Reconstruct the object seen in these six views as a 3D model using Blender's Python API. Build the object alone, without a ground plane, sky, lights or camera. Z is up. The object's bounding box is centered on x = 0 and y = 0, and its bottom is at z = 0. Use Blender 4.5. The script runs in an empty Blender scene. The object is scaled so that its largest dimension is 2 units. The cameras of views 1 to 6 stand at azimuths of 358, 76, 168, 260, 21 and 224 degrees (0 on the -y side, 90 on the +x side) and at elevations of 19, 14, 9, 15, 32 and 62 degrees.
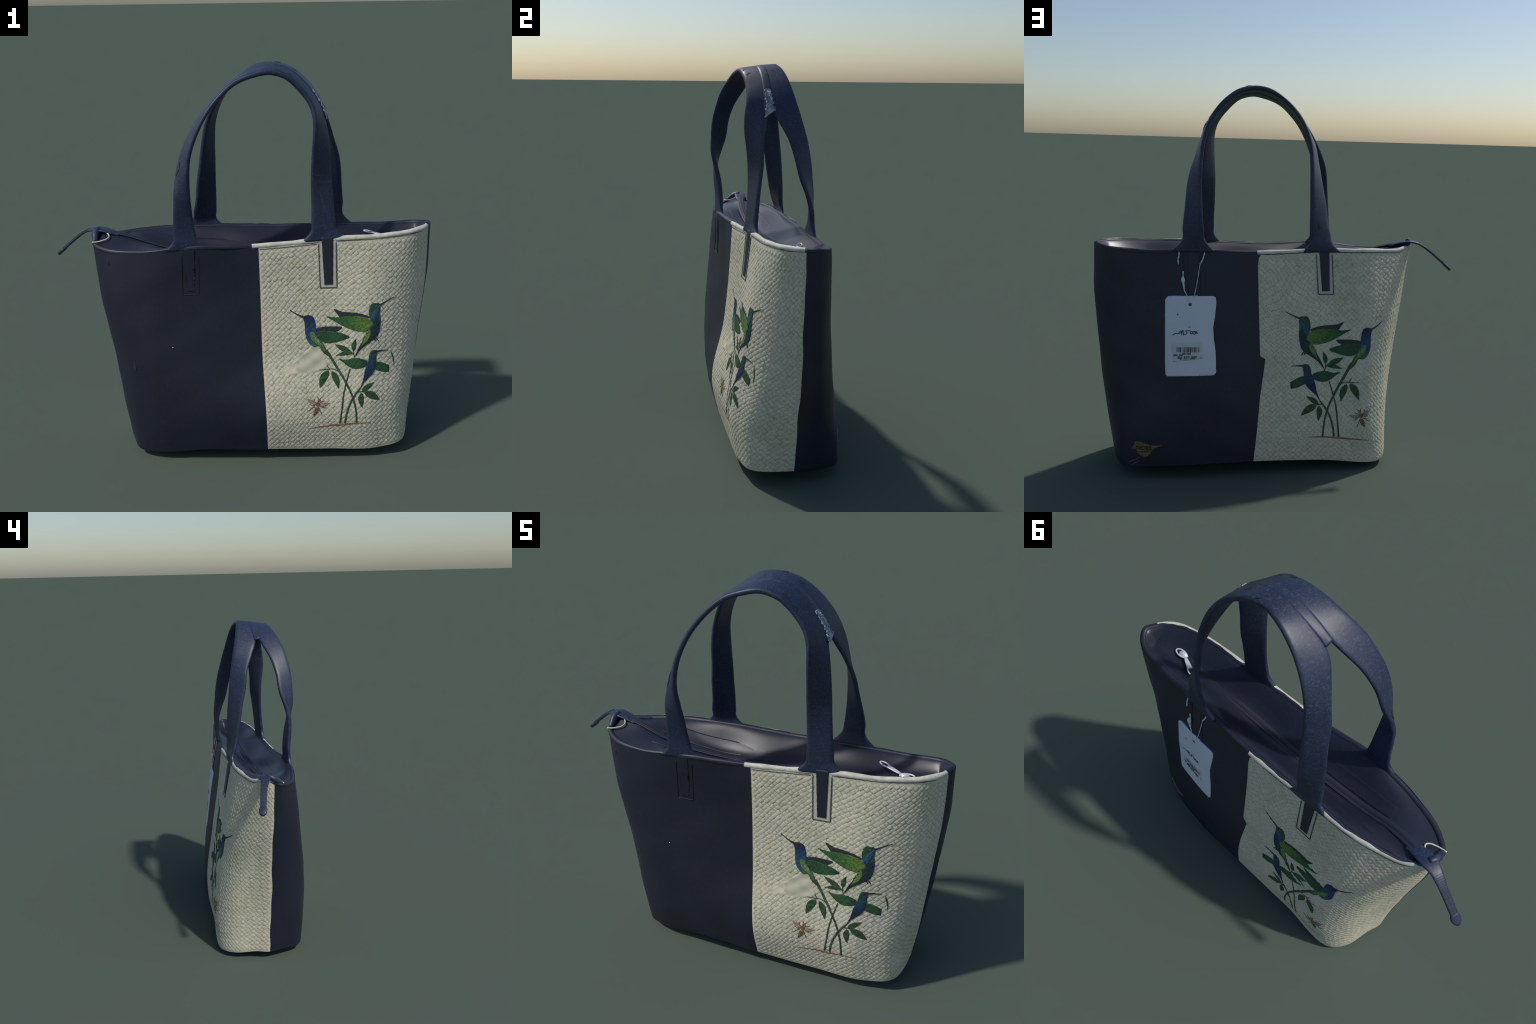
import math, random
import numpy as np

# ------------------------------------------------------------------ body form
# Plan outlines of the bag (x, y) at five heights, walked counter-clockwise
# from the narrow left end.  All outlines share the same stations, so station
# 5 is always the front colour seam, 9 the seam on the right end, and so on.
OUTLINES = [
    (0.05, [(-.632, .005), (-.602, -.100), (-.566, -.180), (-.466, -.232), (-.300, -.248), (.107, -.268), (.420, -.275), (.680, -.268), (.820, -.224), (.860, -.040), (.854, .090), (.828, .176), (.735, .228), (.500, .270), (.164, .281), (-.200, .284), (-.515, .282), (-.582, .200), (-.610, .085)]),
    (0.25, [(-.646, .000), (-.637, -.095), (-.585, -.189), (-.486, -.242), (-.300, -.280), (.100, -.306), (.420, -.295), (.660, -.286), (.806, -.220), (.887, -.035), (.888, .080), (.850, .156), (.735, .218), (.500, .264), (.150, .288), (-.200, .296), (-.475, .287), (-.567, .205), (-.618, .088)]),
    (0.60, [(-.683, -.005), (-.679, -.088), (-.610, -.183), (-.500, -.234), (-.300, -.256), (.084, -.234), (.420, -.236), (.660, -.230), (.835, -.156), (.913, -.025), (.930, .062), (.876, .124), (.740, .176), (.500, .232), (.125, .244), (-.200, .254), (-.475, .250), (-.569, .185), (-.633, .083)]),
    (0.93, [(-.725, -.010), (-.731, -.080), (-.660, -.165), (-.500, -.208), (-.300, -.210), (.078, -.197), (.420, -.189), (.700, -.180), (.848, -.120), (.938, -.025), (.956, .055), (.893, .112), (.745, .155), (.500, .183), (.135, .190), (-.200, .198), (-.500, .192), (-.624, .134), (-.690, .060)]),
    (1.16, [(-.745, -.015), (-.745, -.067), (-.660, -.133), (-.500, -.183), (-.300, -.205), (.072, -.180), (.450, -.160), (.700, -.145), (.850, -.105), (.938, -.022), (.958, .045), (.903, .104), (.750, .130), (.500, .142), (.140, .160), (-.200, .156), (-.500, .134), (-.660, .088), (-.738, .030)]),
]
RIM_Z = [1.165, 1.150, 1.137, 1.140, 1.163, 1.160, 1.180, 1.187, 1.195, 1.198, 1.198, 1.186, 1.172, 1.170, 1.163, 1.173, 1.166, 1.162, 1.185]
# where the panels end above the ground, at the same stations
FOOT_Z = [.048, .046, .038, .046, .056, .067, .063, .057, .074, .074, .066, .058, .064, .071, .076, .060, .034, .038, .048]
NS = len(RIM_Z)
FRONT_SEAM, RIGHT_SEAM, BACK_SEAM = 5, 9, 14
ZL = np.array([z for z, _ in OUTLINES])
PTS = np.array([p for _, p in OUTLINES])            # level, station, xy


def hermite(p, knots, t):
    """Cubic through points p at the given knots (non uniform Catmull-Rom)."""
    p = np.asarray(p, float); k = np.asarray(knots, float); t = np.asarray(t, float)
    d = np.diff(p, axis=0) / np.diff(k).reshape((-1,) + (1,) * (p.ndim - 1))
    h = np.diff(k)
    m = np.empty_like(p)
    m[0], m[-1] = d[0], d[-1]
    w = (h[1:] / (h[1:] + h[:-1])).reshape((-1,) + (1,) * (p.ndim - 1))
    m[1:-1] = d[:-1] * w + d[1:] * (1 - w)
    i = np.clip(np.searchsorted(k, t, side="right") - 1, 0, len(k) - 2)
    s = ((t - k[i]) / h[i]).reshape(t.shape + (1,) * (p.ndim - 1))
    hh = h[i].reshape(s.shape)
    return ((2*s**3 - 3*s**2 + 1) * p[i] + (s**3 - 2*s**2 + s) * hh * m[i]
            + (3*s**2 - 2*s**3) * p[i+1] + (s**3 - s**2) * hh * m[i+1])


# knots round the outline: mean chord lengths, so u is roughly arc length
_ch = np.linalg.norm(np.roll(PTS, -1, 1) - PTS, axis=2).mean(0)
KN = np.concatenate([[0], np.cumsum(_ch)])
LOOP = KN[-1]
PAD = 3
_kp = np.concatenate([KN[-1-PAD:-1] - LOOP, KN[:-1], KN[:PAD+1] + LOOP])


def wrap(a):
    return np.concatenate([a[-PAD:], a, a[:PAD+1]])


def rim_z(u):
    return hermite(wrap(np.array(RIM_Z)), _kp, np.mod(u, LOOP))


def foot_z(u):
    return hermite(wrap(np.array(FOOT_Z)), _kp, np.mod(u, LOOP))


def body(u, z):
    """Point on the outer skin at outline position u and height z (arrays)."""
    u = np.mod(np.asarray(u, float), LOOP); z = np.asarray(z, float)
    u, z = np.broadcast_arrays(u, z)
    per_level = np.stack([hermite(wrap(PTS[l]), _kp, u) for l in range(len(ZL))])
    zc = np.clip(z, ZL[0], 1.22)
    flat = per_level.reshape(len(ZL), -1, 2)
    zz = zc.reshape(-1)
    out = np.empty((zz.size, 2))
    d = np.diff(flat, axis=0) / np.diff(ZL)[:, None, None]
    h = np.diff(ZL)
    m = np.empty_like(flat); m[0], m[-1] = d[0], d[-1]
    for j in range(1, len(ZL)-1):
        w = h[j] / (h[j] + h[j-1]); m[j] = d[j-1]*w + d[j]*(1-w)
    i = np.clip(np.searchsorted(ZL, zz, side="right") - 1, 0, len(ZL)-2)
    s = ((zz - ZL[i]) / h[i])[:, None]; n = np.arange(zz.size); hh = h[i][:, None]
    out = ((2*s**3-3*s**2+1)*flat[i, n] + (s**3-2*s**2+s)*hh*m[i, n]
           + (3*s**2-2*s**3)*flat[i+1, n] + (s**3-s**2)*hh*m[i+1, n])
    over = zz > ZL[-1]
    if over.any():
        out[over] = flat[-1, n[over]] + m[-1, n[over]] * (zz[over] - ZL[-1])[:, None]
    return np.concatenate([out.reshape(u.shape + (2,)), z[..., None]], -1)


def body_normal(u, z):
    e = 0.004
    a = body(np.asarray(u)+e, z) - body(np.asarray(u)-e, z)
    b = body(u, np.asarray(z)+e) - body(u, np.asarray(z)-e)
    n = np.cross(a, b)
    return n / np.linalg.norm(n, axis=-1, keepdims=True)


_ug = {"front": np.linspace(KN[1], KN[9], 500), "back": np.linspace(KN[10], KN[18], 500)}


def u_at(side, x, z):
    """Outline position whose skin point has the given x, on one face."""
    x = np.asarray(x, float); z = np.asarray(z, float)
    x, z = np.broadcast_arrays(x, z)
    g = _ug[side]; res = np.empty(x.size)
    zq = np.round(z.reshape(-1), 2)
    for zv in np.unique(zq):
        k = zq == zv
        xs = body(g, np.full(g.shape, zv))[:, 0]
        o = np.argsort(xs)
        res[k] = np.interp(x.reshape(-1)[k], xs[o], g[o])
    return res.reshape(x.shape)


# ------------------------------------------------------------- blender basics
import bpy, bmesh
from mathutils import Vector, Matrix, geometry

rng = random.Random(7)
nrng = np.random.default_rng(7)
COL = bpy.context.scene.collection


def link(name, mesh, mat, parent, smooth=True, kind=None):
    ob = bpy.data.objects.new(name, mesh)
    COL.objects.link(ob)
    if mat is not None:
        mesh.materials.clear(); mesh.materials.append(mat)
    if smooth and len(mesh.polygons):
        mesh.polygons.foreach_set("use_smooth", np.ones(len(mesh.polygons), bool))
    ob.parent = parent
    if kind:
        ob["kind"] = kind
    return ob


def mesh_from(name, verts, faces):
    me = bpy.data.meshes.new(name)
    me.from_pydata([tuple(map(float, v)) for v in np.asarray(verts).reshape(-1, 3)], [], faces)
    me.validate(); me.update()
    return me


def grid_mesh(name, P, closed_u=False, flip=False):
    """Mesh from a (rows, cols, 3) array of points."""
    r, c = P.shape[:2]
    i = np.arange(r-1)[:, None]; j = np.arange(c if closed_u else c-1)[None, :]
    j2 = (j+1) % c
    q = np.stack([i*c+j, i*c+j2, (i+1)*c+j2, (i+1)*c+j], -1).reshape(-1, 4)
    if flip:
        q = q[:, ::-1]
    me = bpy.data.meshes.new(name)
    me.vertices.add(r*c); me.vertices.foreach_set("co", P.reshape(-1).astype(np.float32))
    me.loops.add(q.size); me.loops.foreach_set("vertex_index", q.reshape(-1).astype(np.int32))
    me.polygons.add(len(q))
    me.polygons.foreach_set("loop_start", np.arange(0, q.size, 4, dtype=np.int32))
    me.update(calc_edges=True); me.validate()
    return me


def spline(points, n):
    p = np.asarray(points, float)
    k = np.concatenate([[0], np.cumsum(np.linalg.norm(np.diff(p, axis=0), axis=1))])
    return hermite(p, k, np.linspace(0, k[-1]*(1-1e-9), n))


def tube(name, pts, radius, mat, parent, sides=8, kind=None, flat=1.0):
    """Round cord along a polyline; radius may vary along it."""
    p = np.asarray(pts, float); n = len(p)
    r = np.broadcast_to(np.asarray(radius, float), (n,))
    t = np.gradient(p, axis=0); t /= np.linalg.norm(t, axis=1, keepdims=True)
    ref = np.array([0.13, 0.31, 0.94])
    a = np.cross(t, ref); a /= np.linalg.norm(a, axis=1, keepdims=True)
    b = np.cross(t, a)
    ang = np.linspace(0, 2*np.pi, sides, endpoint=False)
    ring = p[:, None] + r[:, None, None]*(a[:, None]*np.cos(ang)[None, :, None] + flat*b[:, None]*np.sin(ang)[None, :, None])
    v = np.concatenate([ring.reshape(-1, 3), p[:1], p[-1:]])
    f = []
    for i in range(n-1):
        for j in range(sides):
            k = (j+1) % sides
            f.append((i*sides+j, i*sides+k, (i+1)*sides+k, (i+1)*sides+j))
    for j in range(sides):
        k = (j+1) % sides
        f.append((n*sides, k, j)); f.append((n*sides+1, (n-1)*sides+j, (n-1)*sides+k))
    return link(name, mesh_from(name, v, f), mat, parent, kind=kind)


# ------------------------------------------------------------------ materials
def lin(r, g, b):
    f = lambda c: c/12.92 if c <= .04045 else ((c+.055)/1.055)**2.4
    return (f(r/255), f(g/255), f(b/255), 1)


class Mat:
    def __init__(self, name, rough=.6, spec=.5):
        self.m = bpy.data.materials.new(name); self.m.use_nodes = True
        self.t = self.m.node_tree; self.b = self.t.nodes["Principled BSDF"]
        self.b.inputs["Roughness"].default_value = rough
        self.b.inputs["Specular IOR Level"].default_value = spec
        self.co = self.t.nodes.new("ShaderNodeTexCoord")

    def node(self, kind, **kw):
        n = self.t.nodes.new(kind)
        for k, v in kw.items():
            if k in n.inputs:
                n.inputs[k].default_value = v
            else:
                setattr(n, k, v)
        return n

    def noise(self, scale, detail=4, rough=.6, stretch=None, space="Object"):
        n = self.node("ShaderNodeTexNoise", Scale=scale, Detail=detail, Roughness=rough)
        src = self.co.outputs[space]
        if stretch:
            mp = self.node("ShaderNodeMapping"); mp.inputs["Scale"].default_value = stretch
            self.t.links.new(src, mp.inputs["Vector"]); src = mp.outputs[0]
        self.t.links.new(src, n.inputs["Vector"])
        return n.outputs["Fac"]

    def ramp(self, fac, stops):
        r = self.node("ShaderNodeValToRGB"); e = r.color_ramp.elements
        while len(e) < len(stops):
            e.new(.5)
        for el, (p, c) in zip(e, stops):
            el.position = p; el.color = c
        self.t.links.new(fac, r.inputs[0])
        return r.outputs[0]

    def mix(self, a, b, fac, blend="MIX"):
        n = self.t.nodes.new("ShaderNodeMix"); n.data_type = "RGBA"; n.blend_type = blend
        for sock, val in ((n.inputs[0], fac), (n.inputs[6], a), (n.inputs[7], b)):
            if isinstance(val, bpy.types.NodeSocket):
                self.t.links.new(val, sock)
            else:
                sock.default_value = val
        return n.outputs[2]

    def axis(self, i, space="Generated"):
        s = self.node("ShaderNodeSeparateXYZ"); self.t.links.new(self.co.outputs[space], s.inputs[0])
        return s.outputs[i]

    def math(self, op, a, b=0.0):
        n = self.node("ShaderNodeMath", operation=op)
        for sock, val in ((n.inputs[0], a), (n.inputs[1], b)):
            if isinstance(val, bpy.types.NodeSocket):
                self.t.links.new(val, sock)
            else:
                sock.default_value = val
        return n.outputs[0]

    def colour(self, c):
        s = self.b.inputs["Base Color"]
        if isinstance(c, bpy.types.NodeSocket):
            self.t.links.new(c, s)
        else:
            s.default_value = c
        return self

    def bump(self, h, dist=.001, strength=.4):
        n = self.node("ShaderNodeBump", Strength=strength, Distance=dist)
        self.t.links.new(h, n.inputs["Height"]); self.t.links.new(n.outputs[0], self.b.inputs["Normal"])
        return self


def leather(name, dark, mid, light, grain=120, rough=.5, stretch=(1, 1, 1)):
    m = Mat(name, rough, .5)
    big = m.noise(3.0, 3, .5)
    fine = m.noise(grain, 3, .7, stretch)
    c = m.ramp(big, [(.3, dark), (.52, mid), (.75, mid)])
    c = m.mix(c, light, m.ramp(fine, [(.52, (0, 0, 0, 1)), (.8, (.75, .75, .75, 1))]))
    m.colour(c); m.bump(fine, .0012, .35)
    return m.m


def soft(m):
    for n in m.node_tree.nodes:
        if n.bl_idname == "ShaderNodeBump":
            n.inputs["Strength"].default_value = .13
    return m


NAVY = leather("navy_leatherette", lin(25, 28, 39), lin(29, 32, 48), lin(42, 47, 65), 150, .48, (1, 1, .35))
STRAP = leather("strap_leatherette", lin(30, 37, 53), lin(36, 46, 68), lin(84, 98, 136), 170, .45, (1, .5, 1))
LINING = leather("lining_cloth", lin(26, 28, 40), lin(31, 34, 48), lin(40, 46, 67), 60, .38)
soft(LINING); soft(STRAP)
BASE = leather("base_leatherette", lin(20, 20, 25), lin(26, 26, 32), lin(32, 33, 40), 120, .6)
PATCHED = Mat("tab_leatherette", .5).colour(lin(33, 36, 48)).m


def woven(name, shade, warm):
    m = Mat(name, .6, .35)
    big = m.noise(4.5, 3, .55)
    fine = m.noise(240, 3, .6)
    t = lambda r, g, b: lin(r*shade + warm, g*shade + warm*.7, b*shade - warm)
    c = m.ramp(big, [(.32, t(170, 167, 146)), (.5, t(181, 176, 157)), (.7, t(186, 177, 158))])
    c = m.mix(c, t(194, 192, 178), m.ramp(fine, [(.55, (0, 0, 0, 1)), (.8, (.4, .4, .4, 1))]))
    spot = m.noise(17, 1, .4)
    c = m.mix(c, t(142, 132, 108), m.ramp(spot, [(.72, (0, 0, 0, 1)), (.8, (.5, .5, .5, 1))]))
    m.colour(c); m.bump(fine, .0006, .3)
    return m.m


# strands differ a little from one to the next; groove faces get cream darkened for crease shadow
WOVEN = [woven("woven_cream_fibre", 1.12, 1), woven("woven_pale_fibre", 1.145, 1), woven("woven_yellowed_fibre", 1.095, 3), woven("woven_baked_groove_shade", .88, 2)]
FOLD = Mat("cream_fold", .55, .4)
FOLD.colour(FOLD.mix(lin(184, 181, 164), lin(214, 212, 200), FOLD.ramp(FOLD.noise(30), [(.35, (0, 0, 0, 1)), (.65, (1, 1, 1, 1))]))); FOLD = FOLD.m
SMOOTH = Mat("smooth_cream", .5, .4)
SMOOTH.colour(SMOOTH.mix(lin(186, 183, 164), lin(200, 197, 180), SMOOTH.noise(12))); SMOOTH = SMOOTH.m
THREAD = Mat("dark_thread", .7).colour(lin(70, 68, 66)).m
NAVY_THREAD = Mat("navy_thread", .6).colour(lin(24, 27, 35)).m
METAL = Mat("pale_metal", .35, .6); METAL.b.inputs["Metallic"].default_value = .25
METAL.colour(lin(228, 228, 230)); METAL = METAL.m
CORD = Mat("white_cord", .6).colour(lin(205, 212, 214)).m
TAPE = leather("zip_tape", lin(26, 28, 40), lin(36, 40, 58), lin(50, 56, 80), 200, .55)
SCUFF = Mat("dark_scuff", .6).colour(lin(40, 44, 46)).m
PALE = Mat("bare_backing", .55)
PALE.colour(PALE.ramp(PALE.noise(30, 1), [(.42, lin(128, 138, 150)), (.6, lin(176, 184, 194))])); PALE = PALE.m
YELLOW = Mat("yellow_thread", .7).colour(lin(150, 140, 40)).m
CARD = Mat("tag_card", .55)
CARD.colour(CARD.mix(lin(206, 210, 220), lin(218, 221, 228), CARD.noise(9))); CARD = CARD.m
INK = Mat("tag_ink", .7).colour(lin(58, 56, 66)).m
STICKER = Mat("tag_sticker", .5).colour(lin(204, 206, 208)).m
BROWN = Mat("tan_patch", .65)
BROWN.colour(BROWN.mix(lin(106, 77, 43), lin(132, 100, 60), BROWN.noise(24))); BROWN = BROWN.m
BROWN_INK = Mat("brown_mark", .7).colour(lin(44, 36, 28)).m


def dye(r, g, b):
    """Printed inks: muted by the fibre they sit on."""
    c = lin(r, g, b); y = .3*c[0]+.6*c[1]+.1*c[2]
    return tuple(.76*(.88*v+.12*y) for v in c[:3]) + (1,)


def feathers(name, stops, axis, scale=70):
    """Printed plumage: a colour run along one axis of the piece, mottled."""
    m = Mat(name, .6, .35)
    n = m.noise(scale, 4, .65)
    pos = m.math("ADD", m.axis(axis), m.math("MULTIPLY", m.math("SUBTRACT", n, .5), .45))
    c = m.ramp(pos, stops)
    v = m.noise(scale*1.8, 3, .6, (1, 1, 1))
    c = m.mix(c, dye(24, 40, 34), m.ramp(v, [(.36, (.6, .6, .6, 1)), (.52, (0, 0, 0, 1))]))
    m.colour(c)
    return m.m


BLUE_BODY = feathers("blue_green_plumage", [(.08, dye(70, 104, 60)), (.25, dye(60, 120, 92)), (.45, dye(40, 92, 130)), (.66, dye(42, 86, 132)), (.95, dye(46, 52, 84))], 2)
BELLY = feathers("yellow_green_plumage", [(.1, dye(96, 132, 60)), (.6, dye(150, 172, 70)), (.95, dye(96, 140, 92))], 2)
THROAT = feathers("bright_blue_plumage", [(.2, dye(40, 104, 132)), (.7, dye(50, 104, 152))], 2)
GREEN_BODY = feathers("green_blue_plumage", [(.05, dye(40, 44, 48)), (.22, dye(44, 62, 52)), (.45, dye(40, 70, 74)), (.68, dye(42, 66, 96)), (.82, dye(66, 108, 66)), (.97, dye(50, 88, 60))], 2)
DARK_BODY = feathers("dark_blue_plumage", [(.1, dye(42, 46, 56)), (.45, dye(38, 54, 92)), (.68, dye(44, 80, 110)), (.9, dye(42, 84, 76))], 2)
BRIGHT_WING = feathers("bright_green_wing", [(.1, dye(44, 104, 62)), (.45, dye(66, 122, 50)), (.82, dye(112, 150, 54))], 0)
GREEN_WING = feathers("green_wing", [(.2, dye(54, 96, 58)), (.6, dye(58, 108, 64)), (.9, dye(42, 82, 56))], 0)
FLIGHT = Mat("dark_flight_feather", .6).colour(dye(50, 56, 52)).m
BEAK = Mat("beak_print", .6).colour(dye(56, 60, 70)).m
EYE = Mat("eye_print", .5).colour(dye(96, 130, 110)).m
LEAF = Mat("leaf_print", .6, .35)
LEAF.colour(LEAF.mix(LEAF.ramp(LEAF.noise(60), [(.35, dye(42, 72, 44)), (.6, dye(66, 102, 60))]), dye(84, 128, 84), LEAF.ramp(LEAF.noise(160), [(.58, (0, 0, 0, 1)), (.7, (.6, .6, .6, 1))]))); LEAF = LEAF.m
STEM = Mat("stem_print", .6)
STEM.colour(STEM.ramp(STEM.noise(40), [(.4, dye(48, 70, 54)), (.6, dye(66, 100, 74))])); STEM = STEM.m
RUST = Mat("rust_print", .7)
RUST.colour(RUST.ramp(RUST.noise(60), [(.35, dye(148, 92, 58)), (.65, dye(186, 136, 104))])); RUST = RUST.m
BEE_BODY = Mat("bee_print", .6)
BEE_BODY.colour(BEE_BODY.ramp(BEE_BODY.noise(110, 2), [(.4, dye(112, 82, 44)), (.6, dye(182, 134, 66))])); BEE_BODY = BEE_BODY.m
BEE_DARK = Mat("bee_leg_print", .6).colour(dye(84, 74, 70)).m
BEE_WING = Mat("bee_wing_print", .6)
BEE_WING.colour(BEE_WING.ramp(BEE_WING.noise(70), [(.4, dye(158, 126, 100)), (.65, dye(196, 176, 152))])); BEE_WING = BEE_WING.m

# ------------------------------------------------------------- the woven skin


def cell_noise(i, j):
    v = np.sin(i*127.1 + j*311.7 + 3.1)*43758.5453
    return v - np.floor(v)


def smoothstep(a, b, x):
    t = np.clip((np.asarray(x)-a)/(b-a), 0, 1)
    return t*t*(3-2*t)


def poly_inside(x, z, poly, soft):
    """Signed softness inside a convex polygon (1 inside, 0 outside)."""
    m = np.ones_like(x)
    for (x0, z0), (x1, z1) in zip(poly, poly[1:]+poly[:1]):
        n = np.array([z1-z0, -(x1-x0)]); n = n/np.linalg.norm(n)
        m = np.minimum(m, smoothstep(-soft, soft, -((x-x0)*n[0] + (z-z0)*n[1])))
    return m


PITCH = .0288


def weave(side, u, z, want_cells=False):
    """Relief of the diagonal plain weave at outline position u, height z."""
    s = np.asarray(u, float); z = np.asarray(z, float)
    ws = s + .009*np.sin(z*9+s*4) + .0030*np.sin(z*31+s*17) + .0016*np.sin(z*67-s*43)
    wz = z*1.04 + .007*np.sin(s*8+1.3) + .0025*np.sin(s*29-z*13)
    if side == "back":        # strands pulled steep beside the back seam
        pull = np.exp(-((s-(KN[BACK_SEAM]+.12))/.13)**2)*np.exp(-((z-.86)/.14)**2)
        wz = wz + pull*.10*np.sin((s-KN[BACK_SEAM])*9)
    p, q = (ws+wz)/PITCH, (ws-wz)/PITCH
    i, j = np.floor(p), np.floor(q)
    fp, fq = 2*(p-i)-1, 2*(q-j)-1
    odd = np.mod(i+j, 2)
    r = cell_noise(i, j); r2 = cell_noise(j+7, i-3)
    # over-strands are long and proud, under-strands short and low
    grow = np.where(odd > .5, .09, -.09)
    fp, fq = np.clip(fp/(1+grow), -1, 1), np.clip(fq/(1+grow), -1, 1)
    along, across = np.where(odd > .5, fp, fq), np.where(odd > .5, fq, fp)
    a = np.where(odd > .5, .0024, .0020)*(.75+.5*r)
    pill = (1-np.abs(along)**7)*(1-np.abs(across)**5)
    dome = .62 + .24*(1-across**2) + .14*(1-along**2)
    tilt = 1 + .14*along*(r2-.5)*2 + .12*across*(r-.5)*2
    h = a*np.clip(pill, 0, 1)**.8*dome*tilt*1.1
    if want_cells:
        return h, r, np.clip(pill, 0, 1)
    return h


KS_F, KS_R, KS_B = KN[FRONT_SEAM], KN[RIGHT_SEAM], KN[BACK_SEAM]
PATCH = [(.160, .484), (.330, .500), (.410, .522), (.385, .600), (.350, .635), (.310, .610)]


def relief(side, u, z):
    """Weave height, faded out at hems, strap tabs, seams and the worn patch."""
    u, z = np.broadcast_arrays(np.asarray(u, float), np.asarray(z, float))
    h = weave(side, u, z)
    top = rim_z(u)
    hem = smoothstep(.022, .05, top-z)
    lo, hi = (KS_F, KS_R) if side == "front" else (KS_B, LOOP)
    h = h*hem*smoothstep(.0, .02, z-foot_z(u))*smoothstep(0, .012, u-lo)*smoothstep(0, .012, hi-u)
    xyz = body(u, z)
    x = xyz[..., 0]
    cx, hw = (.416, .046) if side == "front" else (-.216, .046)
    tab = smoothstep(hw+.004, hw-.006, np.abs(x-cx))*smoothstep(.918, .93, z)
    h = h*(1-tab)
    if side == "front":
        on = (u > KN[5]*1.0) & (u < KN[8])
        pm = poly_inside(x, z, PATCH, .008)*on
        lump = .0025*np.sin(x*55+1)*np.sin(z*80)
        h = h*(1-pm) + pm*(.003+lump)
    return h


def skin(side, u, z, lift=0.0):
    return body(u, z) + body_normal(u, z)*(relief(side, u, z)+lift)[..., None]


# ---------------------------------------------------------------- the bag body
bag = bpy.data.objects.new("tote_bag", None)
COL.objects.link(bag)
bag["label"] = "two-tone tote bag, navy leatherette and woven cream with printed hummingbirds"
bag["category"] = "handbag"


def back_seam_u(z):
    """The back colour seam wanders and has a small step half way down."""
    x = np.interp(z, [.05, .4, .599, .606, .62, 1.09, 1.13, 1.17], [.165, .136, .106, .106, .132, .141, .136, .112])
    return u_at("back", x, np.full_like(x, 1)*z)


ROLL = .014     # radius of the rolled rim


def slack(u, z):
    """Soft dents in the leatherette, dying out at its seams."""
    u, z = np.broadcast_arrays(np.asarray(u, float), np.asarray(z, float))
    x = body(u, z)[..., 0]
    m = np.where(u < KS_F+.001, smoothstep(0, .05, u)*smoothstep(0, .05, KS_F-u),
                 np.where((u > KS_R) & (u < KS_B), smoothstep(0, .05, u-KS_R)*smoothstep(.02, .09, KS_B-u), 0))
    return m*(.0035*np.sin(x*9+z*5)*np.sin(z*7+1) + .0012*np.sin(x*23-z*11)*np.sin(z*19+x*6))


def panel(name, u0, u1, step, mat, side=None, extra=None):
    n = int((u1-u0)/step)+1
    rows = int(1.1/step)
    v = np.linspace(0, 1, rows)[:, None]
    t = np.linspace(0, 1, n)[None, :]
    U = u0 + (u1-u0)*t + 0*v
    if extra is not None:                      # bend one border to the seam
        a, b = extra((.06+1.1*v)[:, 0])
        a = u0 if a is None else a[:, None]; b = u1 if b is None else b[:, None]
        U = a + (b-a)*t
    Z = foot_z(U) + (rim_z(U)-ROLL*.4-foot_z(U))*v
    if side:
        P = skin(side, U, Z)
    else:
        P = body(U, Z)
        P = P + body_normal(U, Z)*slack(U, Z)[..., None]
    me = grid_mesh(name, P)
    if not side:
        return link(name, me, mat, bag)
    ob = link(name, me, mat[0], bag)
    for extra_mat in mat[1:]:
        me.materials.append(extra_mat)
    Uc = (U[:-1, :-1]+U[1:, 1:])/2; Zc = (Z[:-1, :-1]+Z[1:, 1:])/2
    h, cell, pill = weave(side, Uc, Zc, True)
    smooth_part = np.abs(relief(side, Uc, Zc)-h) > .0007
    idx = np.where(cell < .38, 0, np.where(cell < .72, 1, 2))
    idx = np.where(pill < .20, 3, idx)
    idx = np.where(smooth_part, 0, idx)
    me.polygons.foreach_set("material_index", idx.reshape(-1).astype(np.int32)); me.update()
    return ob


def seam_cols(z):
    return back_seam_u(z)


def wander(z):
    """The end seams do not run dead straight."""
    return (.0025*np.sin(z*13+.5) + .0015*np.sin(z*31))*smoothstep(1.15, 1.0, np.mod(z, 3))*smoothstep(.05, .15, np.mod(z, 3))


panel("woven_panel", KS_F, KS_R, .0031, WOVEN, "front", lambda z: (None, KS_R+wander(z)))
panel("woven_panel", KS_B, LOOP, .0031, WOVEN, "back", lambda z: (seam_cols(z), LOOP+wander(z+3)))
panel("leather_panel", 0, KS_F, .010, NAVY, None, lambda z: (wander(z+3), None))
panel("leather_panel", KS_R, KS_B, .010, NAVY, None, lambda z: (KS_R+wander(z), seam_cols(z)))

# base: a tucked ring under the panels, closed underneath
uu = np.linspace(0, LOOP, 320, endpoint=False)
cen = np.array([.13, .02, 0])
rings = []
fz = foot_z(uu)
for drop, inset in ((0, .0005), (.005, .006), (.012, .022), (.019, .050), (.026, .095)):
    p = body(uu, fz).copy()
    p -= body_normal(uu, np.full(uu.shape, .06))*np.array([1, 1, 0])*inset
    p[:, 2] = np.maximum(.004, fz - drop + (.004*np.sin(uu*9)*np.sin(uu*4+1) if drop else 0))
    rings.append(p)
for k in (.75, .4, .02):
    p = cen + (rings[4]-cen)*k; p[:, 2] = rings[4][:, 2]*k + .006*(1-k); rings.append(p)
link("base_panel", grid_mesh("base_panel", np.array(rings), True, True), BASE, bag)

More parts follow.
